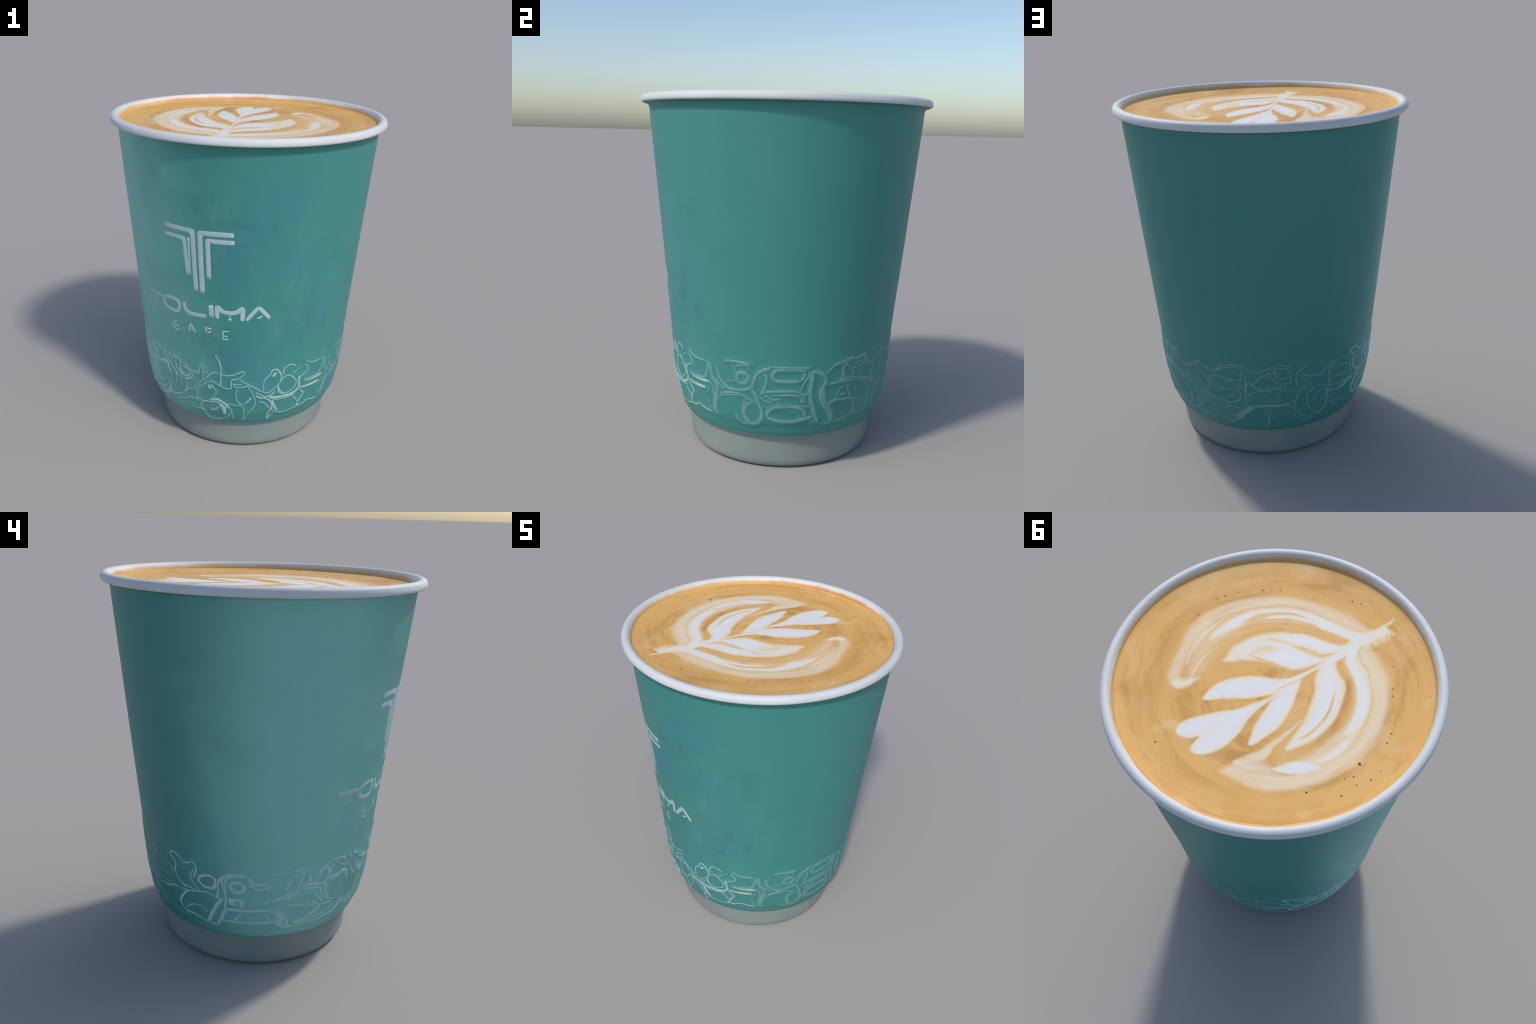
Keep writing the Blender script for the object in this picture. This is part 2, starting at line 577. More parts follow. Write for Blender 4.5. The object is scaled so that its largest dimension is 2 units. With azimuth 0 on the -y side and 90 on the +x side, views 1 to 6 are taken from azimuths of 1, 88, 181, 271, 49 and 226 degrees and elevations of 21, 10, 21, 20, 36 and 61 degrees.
def ornament_front():
    line(3.2, (-32.6, 600), (-33.8, 584), (-33.8, 547), (-32.5, 525), (-30.6, 514), (-28.5, 524), (-27.6, 544), (-27.4, 568))
    line(2.9, (-32.4, 599), (-30.4, 599), (-29.0, 589), (-28.6, 576))
    line(2.0, (-26.9, 545), (-24.3, 549), (-22.4, 556), (-21.6, 577), (-21.8, 597), (-21.2, 618), (-20.3, 621), (-19.6, 596), (-19.5, 557), (-20.2, 517), (-21.7, 499), (-24.0, 481), (-25.0, 462), (-25.6, 442), (-27.5, 433), (-29.8, 427), (-30.4, 450), (-30.6, 477))
    line(4.7, (-32.2, 497), (-30.8, 491), (-28.5, 503), (-26.9, 516), (-25.9, 533))
    line(6.0, (-29.7, 426), (-31.8, 401), (-33.9, 372), (-38.0, 349), (-40.6, 340), (-42.7, 347))
    line(2.1, (-43.0, 353), (-38.2, 378), (-35.3, 417), (-33.9, 463), (-35.1, 497), (-38.4, 523))
    line(2.3, (-19.4, 513), (-17.6, 543), (-15.7, 570), (-13.6, 585), (-11.3, 588), (-8.8, 579), (-6.0, 576), (-3.0, 585), (-0.1, 601), (2.1, 613))
    line(2.6, (2.7, 612), (2.1, 590), (0.4, 566), (-1.8, 555), (-4.1, 546), (-4.3, 519), (-4.4, 491), (-5.5, 483), (-8.3, 489), (-11.4, 506), (-13.7, 521), (-15.6, 523), (-17.5, 510), (-19.5, 489))
    line(2.3, (-19.8, 484), (-22.2, 469), (-23.4, 451), (-24.0, 417), (-23.7, 385), (-21.8, 369), (-19.1, 367), (-17.1, 377), (-15.0, 404), (-13.2, 430), (-12.5, 450), (-13.1, 470), (-14.4, 484))
    line(8.1, (-16.7, 496), (-16.4, 476), (-15.9, 465))
    line(5.8, (-15.5, 501), (-14.9, 487), (-14.1, 478))
    line(2.7, (-17.4, 374), (-20.3, 361), (-22.1, 338), (-22.1, 307), (-20.2, 290), (-19.7, 262), (-18.0, 236), (-14.8, 227), (-11.1, 233), (-8.0, 249), (-6.1, 275), (-5.8, 301))
    line(2.9, (-16.8, 368), (-13.7, 374), (-10.8, 369), (-8.4, 351), (-7.1, 330))
    line(7.6, (-15.9, 382), (-12.8, 397), (-10.2, 386), (-7.8, 367), (-5.5, 341))
    line(2.4, (-5.5, 341), (-4.4, 322), (-4.0, 282), (-4.1, 247))
    line(10.0, (-10.8, 362), (-9.5, 342), (-8.5, 312), (-8.4, 280))
    line(4.7, (-11.7, 341), (-12.6, 323), (-14.1, 312), (-16.5, 306))
    line(2.1, (-7.3, 370), (-3.8, 367), (-0.2, 363), (1.7, 354), (2.6, 335), (2.5, 300), (2.1, 238))
    line(2.0, (2.1, 240), (4.7, 295), (7.5, 346), (8.7, 379), (8.3, 416), (6.9, 457), (5.0, 499), (3.5, 508), (0.7, 499), (-1.8, 501), (-3.3, 520), (-0.8, 517), (1.2, 524))
    line(2.3, (-1.4, 487), (-1.9, 451), (-1.5, 412), (-0.2, 383), (1.1, 375), (2.9, 377), (4.5, 392), (6.7, 428))
    line(4.6, (2.9, 379), (4.5, 396), (6.2, 425))
    line(2.3, (-0.5, 544), (0.7, 548), (2.7, 533), (5.7, 513), (8.5, 494), (10.8, 479))
    line(2.7, (-43.4, 332), (-40.8, 316), (-36.7, 321), (-32.7, 337), (-28.9, 365), (-26.3, 368), (-24.2, 365), (-23.4, 353))
    line(1.8, (-47.2, 287), (-40.4, 286), (-34.6, 285), (-28.1, 293), (-22.3, 295), (-19.9, 288))
    line(1.8, (-33.7, 289), (-34.8, 246), (-34.3, 226))
    line(3.4, (-12.6, 709), (-11.1, 679), (-9.9, 641), (-9.7, 592), (-9.9, 545), (-9.9, 497))
    line(3.5, (-32.1, 581), (-29.9, 572), (-27.2, 567), (-24.8, 566), (-22.5, 566))
    line(2.0, (-19.4, 577), (-18.1, 581), (-16.7, 579))
    line(2.7, (16.0, 580), (13.6, 558), (12.7, 527), (12.8, 471))
    line(3.0, (16.0, 580), (16.7, 604), (18.0, 616), (19.7, 611), (20.9, 600))
    line(7.9, (16.9, 572), (17.9, 574), (18.7, 593))
    line(4.3, (19.8, 597), (21.2, 589), (22.0, 566), (22.1, 540), (21.2, 506))
    line(2.5, (5.5, 515), (8.2, 494), (11.6, 469), (14.4, 454), (16.6, 458), (18.8, 481), (20.6, 503), (22.4, 532), (24.6, 556), (27.2, 556), (29.6, 531), (31.1, 508), (31.2, 474), (29.8, 452), (27.4, 437), (25.1, 428))
    line(6.2, (20.7, 503), (21.1, 468), (22.5, 442), (25.1, 428))
    line(2.4, (23.9, 568), (23.1, 588), (23.6, 612), (25.5, 629), (27.9, 631), (29.5, 620), (30.7, 604))
    line(1.5, (28.7, 565), (31.1, 581), (33.8, 597))
    line(2.8, (36.2, 607), (38.5, 573), (38.0, 549), (35.7, 540), (33.9, 525), (33.3, 501))
    line(6.9, (32.6, 536), (33.0, 498), (33.7, 458), (31.7, 427), (27.7, 413), (22.8, 411), (19.3, 411), (16.0, 421))
    line(7.0, (34.3, 446), (38.1, 441), (42.7, 440), (48.1, 441))
    line(6.3, (36.2, 494), (40.8, 483), (45.6, 480), (50.4, 483))
    line(2.8, (8.6, 467), (11.1, 444), (14.0, 428), (16.5, 432), (18.1, 444), (19.3, 459))
    line(3.8, (8.7, 444), (10.4, 424), (13.5, 417), (15.9, 402), (17.5, 375), (18.3, 349), (17.7, 321), (16.4, 294), (16.3, 232))
    line(6.3, (17.6, 395), (18.8, 364), (20.0, 333), (21.6, 300))
    line(2.5, (17.9, 394), (23.0, 395), (27.9, 400), (31.7, 407))
    line(2.9, (20.7, 298), (23.3, 286), (27.6, 286), (30.9, 292), (34.1, 305), (37.8, 306), (41.3, 323), (45.9, 309), (50.8, 303))
    line(2.2, (10.6, 392), (13.1, 382), (14.7, 364), (17.3, 330), (20.0, 304))
    line(2.2, (20.3, 303), (18.2, 272), (16.6, 242))
    line(3.2, (34.0, 430), (37.5, 393), (35.8, 364), (34.6, 332), (33.7, 306))
    line(2.5, (30.2, 393), (32.7, 364), (34.0, 339))
    line(2.2, (36.8, 628), (40.3, 606), (43.8, 599), (46.6, 599), (49.7, 598))
    line(2.7, (-50.5, 636), (-48.8, 617), (-47.2, 599), (-45.0, 592))
    line(6.0, (-52.6, 536), (-49.5, 536), (-45.5, 553), (-43.4, 549), (-43.4, 522), (-45.5, 494))
    line(5.5, (-46.6, 456), (-46.6, 435), (-49.2, 406))
    line(2.4, (-42.5, 598), (-41.5, 579), (-40.2, 558), (-39.2, 539), (-37.6, 515), (-37.0, 473), (-38.5, 419), (-40.1, 375))
    line(2.1, (-41.3, 600), (-42.4, 568), (-42.1, 522), (-41.3, 491), (-41.2, 449), (-42.3, 400), (-44.2, 364))
    line(3.7, (-43.9, 435), (-43.4, 416), (-46.0, 380), (-51.6, 318))
    line(2.3, (-39.9, 587), (-38.6, 613), (-37.4, 618), (-37.1, 589), (-36.5, 555), (-34.3, 530), (-32.5, 503))
    line(3.5, (-41.8, 632), (-40.4, 618), (-39.8, 601))
    line(3.5, (-38.7, 632), (-36.7, 625), (-34.7, 613), (-33.1, 599))


def ornament_right():
    line(1.9, (49.5, 664), (48.2, 641), (47.6, 604))
    line(5.7, (36.4, 498), (39.4, 493), (43.4, 492), (46.8, 496), (48.9, 522), (49.9, 564), (50.8, 599))
    line(8.2, (51.1, 600), (51.8, 560), (52.5, 515), (54.7, 481), (55.1, 442), (53.9, 387), (53.0, 333), (54.1, 297))
    line(6.2, (56.0, 586), (55.9, 550), (57.2, 514), (60.0, 484), (62.4, 470), (66.6, 470), (70.1, 478), (73.2, 492))
    line(5.0, (51.8, 520), (54.8, 502), (57.4, 475), (59.9, 464))
    line(4.3, (57.0, 430), (60.4, 445), (65.4, 452), (68.9, 446), (72.0, 427), (75.1, 412), (76.2, 403))
    line(3.8, (48.6, 488), (51.2, 478), (52.7, 446), (52.9, 395), (51.8, 340), (52.7, 300))
    line(2.8, (55.9, 410), (59.3, 429), (65.0, 440), (68.0, 436))
    line(5.4, (60.1, 619), (61.0, 626), (65.2, 629), (69.7, 627), (73.2, 619))
    line(2.4, (64.0, 609), (65.1, 589), (65.4, 557), (65.6, 526), (63.8, 516), (59.8, 509))
    line(2.4, (65.7, 603), (68.6, 614), (71.3, 612), (72.0, 581))
    line(7.3, (66.5, 560), (66.2, 536), (67.0, 518), (69.3, 511), (71.3, 529), (71.9, 552), (70.5, 569), (68.3, 572), closed=True)
    line(6.0, (73.5, 489), (74.3, 520), (75.4, 560), (76.7, 580), (78.9, 598), (81.8, 613))
    line(6.8, (73.5, 486), (74.8, 465), (75.9, 436), (77.0, 397), (78.1, 367), (78.3, 332), (76.2, 291), (72.9, 282), (70.9, 301), (69.6, 341), (70.1, 380), (71.9, 400), (73.6, 403))
    line(5.6, (70.1, 414), (69.1, 365), (69.2, 319), (71.1, 286))
    line(5.7, (65.1, 325), (66.0, 298), (68.3, 281), (71.6, 278))
    line(4.8, (77.8, 458), (79.5, 493), (80.4, 533), (80.5, 565), (79.1, 576))
    line(2.4, (76.8, 561), (77.3, 546), (78.9, 541))
    line(2.5, (47.7, 404), (49.6, 433), (49.9, 458))
    line(3.9, (46.9, 380), (48.9, 348), (50.1, 306))
    line(5.0, (83.0, 618), (87.9, 616), (94.4, 614), (100.5, 612))
    line(7.0, (98.7, 600), (92.3, 602), (86.2, 603), (84.1, 592), (83.3, 573), (83.7, 552), (85.3, 541), (90.3, 539), (96.0, 541))
    line(5.5, (96.0, 543), (97.3, 558), (98.3, 587))
    line(5.5, (78.9, 591), (80.8, 603), (83.0, 617))
    line(5.6, (79.6, 475), (86.1, 483), (92.7, 484), (95.9, 476), (98.0, 463), (99.8, 467), (100.8, 488))
    line(3.0, (100.5, 596), (99.8, 565), (98.3, 539), (97.3, 510), (96.5, 483))
    line(8.7, (101.7, 590), (101.6, 553), (101.4, 513), (101.1, 472), (101.7, 427), (103.1, 377), (104.8, 326), (106.0, 294))
    line(7.6, (101.2, 591), (104.0, 587), (106.4, 575), (108.2, 551), (108.7, 527), (107.8, 506), (106.7, 488))
    line(7.8, (106.7, 494), (106.3, 461), (107.6, 414), (110.2, 367), (112.6, 331), (113.3, 303), (112.0, 284))
    line(6.3, (108.0, 486), (107.8, 451), (109.5, 409), (111.7, 371), (113.6, 335), (113.9, 302), (112.6, 283))
    line(2.4, (106.0, 291), (108.9, 277), (111.6, 278), (114.2, 285), (119.4, 289))
    line(5.1, (87.0, 461), (90.5, 463), (93.9, 462), (96.5, 453), (98.3, 446), (98.4, 429), (97.3, 422), (96.8, 430), (97.4, 441))
    line(1.8, (87.0, 461), (86.9, 434), (87.1, 409))
    line(2.0, (83.2, 460), (87.0, 463))
    line(3.1, (79.4, 462), (81.2, 450), (83.0, 435), (86.6, 439))
    line(2.6, (77.3, 452), (79.2, 429), (80.8, 420), (83.0, 426))
    line(2.0, (79.6, 407), (80.3, 384), (82.4, 400), (83.5, 427))
    line(7.2, (81.0, 330), (81.2, 359), (82.8, 378), (86.2, 393), (90.8, 396), (94.2, 393), (96.8, 382), (98.6, 364), (99.3, 334))
    line(7.8, (81.0, 327), (84.1, 315), (87.6, 307), (91.2, 306), (94.9, 310), (98.2, 320), (102.8, 331))
    line(2.6, (93.2, 370), (95.6, 357), (96.7, 339), (96.1, 321))
    line(2.6, (81.7, 394), (85.3, 406), (89.6, 411), (93.0, 407), (96.7, 399), (101.3, 390))
    line(2.6, (102.4, 316), (103.6, 297), (105.1, 283))
    line(3.8, (111.4, 610), (114.9, 628), (118.7, 634), (122.1, 644), (125.4, 633), (128.8, 646), (130.9, 644), (132.7, 608), (135.0, 582), (137.5, 581), (140.8, 609), (146.8, 635), (154.2, 604))
    line(2.7, (108.7, 577), (112.0, 611))
    line(3.1, (117.1, 528), (117.4, 567), (117.7, 602), (119.2, 622), (120.7, 638))
    line(3.1, (119.0, 611), (121.9, 590), (123.7, 570), (123.7, 544), (121.5, 529), (119.0, 537), (117.8, 560), (117.9, 595))
    line(2.8, (123.8, 583), (126.1, 575), (127.7, 541), (127.6, 521))
    line(3.1, (125.7, 608), (127.1, 618), (129.3, 603), (130.0, 585), (128.0, 583), (126.2, 597), closed=True)
    line(2.5, (130.5, 580), (129.7, 543), (128.3, 526))
    line(4.5, (110.3, 512), (115.3, 517), (122.0, 515), (129.0, 508), (134.5, 498), (139.9, 472), (144.1, 437), (145.6, 400))
    line(5.7, (110.9, 391), (112.3, 406), (114.8, 414), (118.5, 413), (123.7, 406), (129.4, 385), (132.5, 369))
    line(3.8, (120.1, 496), (121.8, 451), (123.6, 410))
    line(7.7, (124.3, 394), (126.5, 363), (127.1, 333), (125.4, 309))
    line(3.3, (132.8, 366), (131.6, 348), (130.0, 328), (129.3, 305))
    line(3.3, (114.5, 285), (119.4, 289), (123.6, 300), (128.4, 308), (134.2, 301), (140.6, 307), (143.1, 335), (145.6, 354))
    line(2.2, (125.6, 483), (126.5, 433))
    line(5.7, (117.1, 438), (119.8, 446))
    line(2.2, (116.2, 483), (118.9, 485))
    line(2.2, (113.8, 414), (115.4, 445), (116.3, 477))


def ornament_back():
    line(3.4, (113.1, 613), (120.5, 639), (125.7, 635), (129.7, 642), (131.6, 616), (133.9, 587), (136.1, 584), (141.0, 612), (145.8, 638), (148.6, 625), (151.7, 613), (154.2, 608), (156.7, 622), (159.5, 648), (162.5, 663), (166.0, 666), (169.0, 668), (171.0, 656), (173.4, 627))
    line(2.5, (137.6, 571), (141.3, 601), (143.6, 612), (145.7, 607), (148.0, 569), (150.0, 536), (150.9, 502), (151.0, 462))
    line(2.1, (154.1, 601), (157.2, 615), (160.3, 636), (163.7, 650), (167.0, 652), (168.5, 639), (168.9, 605), (168.9, 551), (169.2, 505))
    line(2.4, (168.7, 661), (170.1, 631), (170.8, 589), (170.8, 546), (170.4, 499), (170.4, 435), (170.8, 400))
    line(2.5, (136.5, 555), (137.0, 513), (139.4, 487), (142.9, 460), (146.2, 440), (151.2, 428), (155.9, 412), (159.3, 390))
    line(2.5, (138.9, 573), (139.1, 537), (142.2, 506), (146.0, 469), (149.8, 446), (154.9, 432), (158.8, 420), (161.7, 410), (164.7, 418), (167.7, 439), (168.2, 462), (167.5, 503), (166.1, 533), (164.0, 555), (160.7, 570), (156.9, 577), (153.9, 572), (152.3, 558), (151.3, 511))
    line(2.2, (145.6, 600), (144.8, 561), (145.7, 520), (147.5, 475), (149.9, 454))
    line(1.8, (152.3, 529), (154.1, 535), (157.1, 521), (159.9, 505))
    line(2.2, (152.6, 512), (154.7, 500), (158.3, 495), (162.2, 502), (165.7, 518))
    line(1.8, (158.6, 433), (162.3, 452), (165.1, 480), (166.1, 497))
    line(3.0, (158.4, 572), (161.8, 568), (165.2, 566), (168.5, 571))
    line(1.8, (168.4, 565), (167.2, 538), (168.1, 507))
    line(1.8, (161.8, 613), (163.5, 607), (164.0, 594))
    line(2.9, (115.4, 530), (124.7, 529), (131.0, 514), (135.4, 498), (138.3, 470), (140.9, 440), (142.4, 416), (142.6, 381), (139.9, 345))
    line(2.9, (128.0, 498), (132.3, 487), (135.0, 462), (136.3, 423), (136.9, 378), (136.5, 336), (133.9, 301))
    line(2.2, (139.7, 340), (144.8, 367), (149.1, 383))
    line(2.6, (139.3, 325), (140.8, 303), (144.4, 291), (149.7, 288), (154.6, 291), (159.8, 288), (163.6, 289))
    line(2.5, (144.2, 392), (147.6, 395), (150.3, 373), (152.7, 350), (154.7, 315), (156.9, 306))
    line(2.5, (149.0, 416), (151.6, 386), (153.6, 365), (156.9, 372), (158.1, 343), (159.9, 314), (161.6, 302))
    line(2.8, (160.2, 389), (160.7, 354), (163.1, 322), (166.1, 320), (168.7, 349), (172.1, 385))
    line(2.5, (160.5, 387), (164.6, 383), (169.1, 366))
    line(1.9, (163.6, 373), (165.3, 356), (167.2, 345))
    line(1.9, (141.3, 335), (142.9, 322), (144.2, 303))
    line(2.8, (161.0, 249), (165.5, 298), (169.1, 333), (172.1, 358))
    line(2.7, (169.0, 666), (171.0, 655), (173.0, 632), (175.1, 620), (177.9, 626), (181.0, 642), (183.9, 660), (186.5, 666), (189.0, 664), (191.6, 655), (194.3, 634))
    line(2.4, (175.6, 555), (177.3, 581), (179.7, 605), (183.0, 620), (183.3, 593), (184.8, 564), (186.9, 548), (189.5, 541), (192.4, 551), (193.2, 567), (192.2, 601), (191.4, 641), (188.8, 646), (185.9, 653), (184.8, 649), (184.9, 620), (186.1, 595), (187.9, 582), (190.6, 579), (191.2, 585))
    line(1.8, (185.0, 645), (185.4, 624), (186.9, 617), (188.7, 616))
    line(1.8, (179.6, 591), (182.2, 596), (183.2, 583))
    line(4.8, (172.3, 560), (174.2, 544), (176.3, 519), (178.4, 511), (182.1, 512), (186.3, 516), (188.4, 532))
    line(2.4, (172.3, 560), (171.1, 531), (170.5, 486))
    line(2.4, (170.8, 441), (171.8, 468), (173.8, 489), (176.7, 499), (180.5, 505), (184.1, 494), (187.9, 492), (190.0, 500), (190.4, 533))
    line(2.1, (190.6, 503), (192.5, 495), (195.5, 492))
    line(1.8, (172.8, 458), (176.0, 454), (180.0, 439), (184.1, 426), (187.1, 418))
    line(2.5, (171.6, 442), (172.3, 420), (173.3, 400))
    line(6.2, (170.1, 373), (173.8, 393), (177.7, 397), (182.7, 398), (187.6, 397), (192.6, 397))
    line(4.4, (163.6, 313), (165.8, 318), (168.8, 356), (173.6, 397))
    line(3.8, (163.0, 267), (166.9, 307), (171.1, 359), (174.6, 382))
    line(2.1, (186.5, 486), (187.3, 455), (189.0, 427), (192.3, 406))
    line(1.8, (186.8, 479), (187.3, 421))
    line(2.5, (179.9, 379), (181.2, 342), (182.2, 295), (181.3, 258), (179.4, 228))
    line(2.5, (182.6, 382), (182.9, 350), (184.5, 315), (186.5, 282), (188.7, 255))
    line(1.9, (186.8, 374), (188.5, 356), (191.0, 346), (193.1, 340))
    line(2.7, (196.6, 503), (195.8, 544), (195.7, 588), (197.0, 613), (199.7, 635), (201.6, 651), (202.3, 673))
    line(2.4, (198.1, 600), (199.5, 586), (202.7, 568), (205.6, 563), (208.3, 561))
    line(2.4, (197.0, 588), (199.0, 562), (201.3, 538), (203.5, 506))
    line(2.1, (199.8, 560), (203.3, 547), (205.2, 519), (207.1, 498), (208.7, 493))
    line(2.1, (196.6, 503), (199.4, 507), (202.6, 509))
    line(1.8, (197.7, 495), (201.5, 494), (205.6, 492))
    line(2.8, (197.2, 494), (197.3, 468), (196.2, 436), (194.9, 408), (195.8, 382), (198.0, 349), (199.8, 310))
    line(3.2, (193.2, 392), (194.8, 357), (197.0, 327), (199.9, 297), (202.9, 287), (206.1, 288), (211.1, 271))
    line(2.5, (194.9, 332), (196.8, 297), (199.6, 267), (203.0, 255), (205.0, 270))
    line(2.5, (206.7, 494), (204.1, 473), (202.1, 445), (201.7, 408), (202.6, 365), (205.2, 324), (208.4, 298), (211.4, 307), (213.1, 337), (213.6, 406), (213.4, 461))
    line(2.2, (213.0, 466), (209.8, 456), (207.4, 431), (205.7, 410), (205.8, 378), (207.5, 344), (210.6, 319))
    line(1.9, (205.8, 410), (206.9, 380), (209.3, 369), (211.0, 394), (213.2, 446))
    line(2.5, (206.3, 503), (209.6, 487), (212.9, 476))
    line(2.7, (198.2, 601), (200.8, 581), (204.3, 567), (207.9, 562), (210.7, 578), (213.1, 604), (216.4, 630))
    line(3.1, (219.5, 633), (216.9, 607), (214.5, 588), (213.7, 555), (213.7, 500), (213.9, 443), (214.0, 373), (213.2, 328), (210.9, 297), (207.0, 282))
    line(2.8, (215.2, 589), (214.4, 552), (215.2, 494), (216.3, 433), (216.0, 392), (215.6, 362), (219.4, 302))
    line(3.1, (215.2, 589), (219.2, 581), (223.1, 572), (227.0, 557), (229.0, 525), (230.3, 462))
    line(3.1, (215.3, 527), (219.4, 509), (223.8, 499), (228.2, 495))
    line(3.2, (216.5, 468), (220.4, 452), (225.0, 448), (227.8, 463))
    line(3.2, (216.9, 428), (220.5, 415), (224.1, 418), (229.3, 437), (236.4, 454))
    line(2.6, (216.1, 383), (218.8, 350), (222.7, 322), (227.8, 302), (234.0, 282))
    line(2.3, (221.8, 323), (220.5, 309), (219.4, 302))


def ornament_left():
    line(2.4, (214.8, 426), (218.3, 420), (223.4, 420), (228.8, 446), (233.1, 446), (237.8, 450), (242.1, 460), (246.2, 472), (249.5, 472), (252.5, 456))
    line(2.7, (237.2, 464), (234.6, 482), (232.0, 512), (230.8, 545), (231.9, 584), (230.6, 606), (228.4, 627), (229.2, 645), (231.7, 651), (234.1, 634), (236.0, 614), (238.4, 615), (240.7, 628))
    line(3.5, (241.0, 639), (242.8, 622), (243.4, 597), (242.8, 568), (241.9, 541))
    line(2.4, (242.0, 592), (240.6, 560), (240.1, 535), (241.6, 509), (243.9, 482), (245.3, 470))
    line(2.7, (233.9, 482), (237.3, 475), (240.3, 473), (242.5, 463))
    line(4.7, (244.5, 540), (245.5, 560), (247.9, 572), (250.7, 575), (252.6, 560), (252.8, 533), (251.6, 510), (249.3, 503), (246.7, 509), (245.0, 524), closed=True)
    line(2.1, (253.3, 524), (252.1, 502), (249.9, 498))
    line(3.4, (237.7, 445), (234.3, 401), (232.4, 366), (233.2, 340), (235.4, 315), (237.6, 293))
    line(4.3, (236.1, 314), (239.7, 311), (243.3, 302), (247.0, 287), (250.0, 277), (253.4, 279))
    line(2.1, (236.2, 338), (239.9, 369), (243.6, 376), (246.6, 364), (248.3, 347))
    line(2.1, (227.4, 561), (228.8, 540), (229.3, 507))
    line(5.3, (254.0, 542), (255.4, 568), (257.6, 586), (260.2, 601), (263.6, 605), (266.9, 603))
    line(2.9, (253.9, 539), (254.0, 493), (253.1, 455), (254.7, 463))
    line(3.5, (256.1, 561), (256.2, 527), (257.1, 494), (257.6, 466), (257.4, 430), (257.1, 395), (255.9, 358), (254.8, 323), (253.4, 283))
    line(3.4, (266.5, 596), (262.8, 594), (260.0, 587), (258.1, 570), (257.4, 546), (257.3, 512), (257.5, 475))
    line(4.8, (266.9, 601), (268.4, 586), (269.7, 565), (270.8, 554), (273.3, 556), (275.7, 560))
    line(3.4, (267.8, 588), (269.1, 550), (270.4, 531), (272.9, 529), (275.8, 533), (277.3, 543), (277.0, 557), (275.7, 560))
    line(5.8, (259.5, 533), (260.0, 548), (262.1, 558), (264.5, 557), (265.8, 545), (266.0, 528), (264.7, 509), (262.3, 502), (260.2, 512), closed=True)
    line(1.7, (260.4, 529), (261.5, 521), (262.8, 518))
    line(7.3, (262.3, 433), (260.3, 431), (259.4, 443), (260.3, 453), (262.5, 455), (264.7, 452), (265.0, 442), (264.6, 415))
    line(5.9, (257.4, 390), (262.4, 393), (268.0, 393), (272.4, 396), (276.8, 399), (279.3, 388))
    line(4.0, (277.2, 403), (279.7, 388), (281.2, 367), (281.3, 342), (280.1, 326), (278.5, 324))
    line(3.5, (275.7, 383), (276.5, 355), (277.8, 331))
    line(4.0, (254.9, 314), (258.8, 316), (263.4, 315), (268.0, 313), (272.6, 316), (277.1, 318), (281.0, 322))
    line(2.5, (261.4, 321), (263.1, 353), (265.1, 380))
    line(2.2, (255.5, 328), (256.6, 357), (257.9, 379))
    line(5.0, (248.7, 292), (250.2, 340), (252.3, 390), (254.4, 429), (256.3, 460))
    line(2.3, (248.5, 277), (250.5, 274), (253.1, 278))
    line(2.9, (274.7, 436), (275.5, 450), (276.8, 453), (277.0, 447), (276.1, 444))
    line(1.7, (268.4, 607), (271.9, 610), (276.0, 615), (280.1, 615))
    line(2.9, (279.9, 615), (282.7, 620), (285.8, 623))
    line(1.7, (279.9, 614), (282.3, 598), (285.0, 584))
    line(7.0, (279.8, 409), (281.7, 389), (283.1, 359), (282.4, 324), (282.4, 297), (284.9, 283), (288.6, 280))
    line(5.0, (284.0, 351), (285.9, 329), (286.1, 309), (287.7, 292))
    line(3.2, (277.1, 614), (280.1, 616), (284.7, 621), (289.3, 625), (293.1, 629), (290.0, 604), (287.2, 585), (285.8, 553), (284.2, 518))
    line(2.9, (289.1, 500), (290.2, 529), (291.3, 571), (292.7, 609), (294.8, 621), (296.9, 609), (298.3, 586), (298.6, 554), (300.0, 533))
    line(6.4, (294.7, 604), (295.6, 575), (295.4, 549))
    line(6.5, (299.6, 572), (300.9, 598), (303.2, 615), (305.3, 598), (305.7, 567), (304.3, 540), (303.0, 521))
    line(5.9, (291.7, 523), (294.4, 534), (297.9, 532), (301.7, 521), (304.9, 521))
    line(4.1, (285.1, 460), (288.6, 494), (292.3, 508), (296.9, 510), (301.9, 499))
    line(3.5, (277.7, 467), (280.8, 469), (284.1, 486), (286.6, 508))
    line(2.9, (278.8, 454), (282.4, 464), (285.5, 478))
    line(2.4, (287.7, 471), (290.9, 483), (294.3, 486), (296.6, 483))
    line(5.4, (298.1, 488), (301.1, 445), (304.0, 404))
    line(5.4, (285.6, 424), (289.8, 418), (295.0, 414), (299.7, 391))
    line(5.5, (297.6, 427), (300.8, 402), (302.4, 382), (301.1, 359), (297.9, 339), (294.5, 317), (289.6, 306))
    line(4.2, (301.6, 500), (302.4, 466), (304.5, 433), (307.3, 414), (311.4, 395))
    line(6.0, (305.7, 511), (304.4, 488), (304.8, 457), (307.2, 420))
    line(7.2, (305.8, 532), (308.0, 541), (310.9, 541), (313.8, 554), (316.2, 554))
    line(4.3, (303.7, 385), (307.1, 387), (310.1, 386))
    line(3.1, (311.3, 369), (309.3, 340), (305.6, 328), (301.0, 313), (296.1, 297), (290.2, 284))
    line(2.8, (315.9, 383), (314.2, 337), (309.7, 310), (304.7, 303))
    line(2.8, (317.4, 390), (316.2, 343), (312.2, 307), (306.3, 297), (297.6, 288))
    line(7.8, (282.6, 391), (283.4, 356), (282.8, 325), (282.7, 297), (285.4, 285), (290.2, 284))
    line(4.2, (284.2, 355), (285.9, 325), (286.1, 301), (288.3, 288))
    line(2.1, (303.4, 625), (306.1, 640), (310.2, 642), (315.3, 628), (316.0, 562), (317.9, 490))
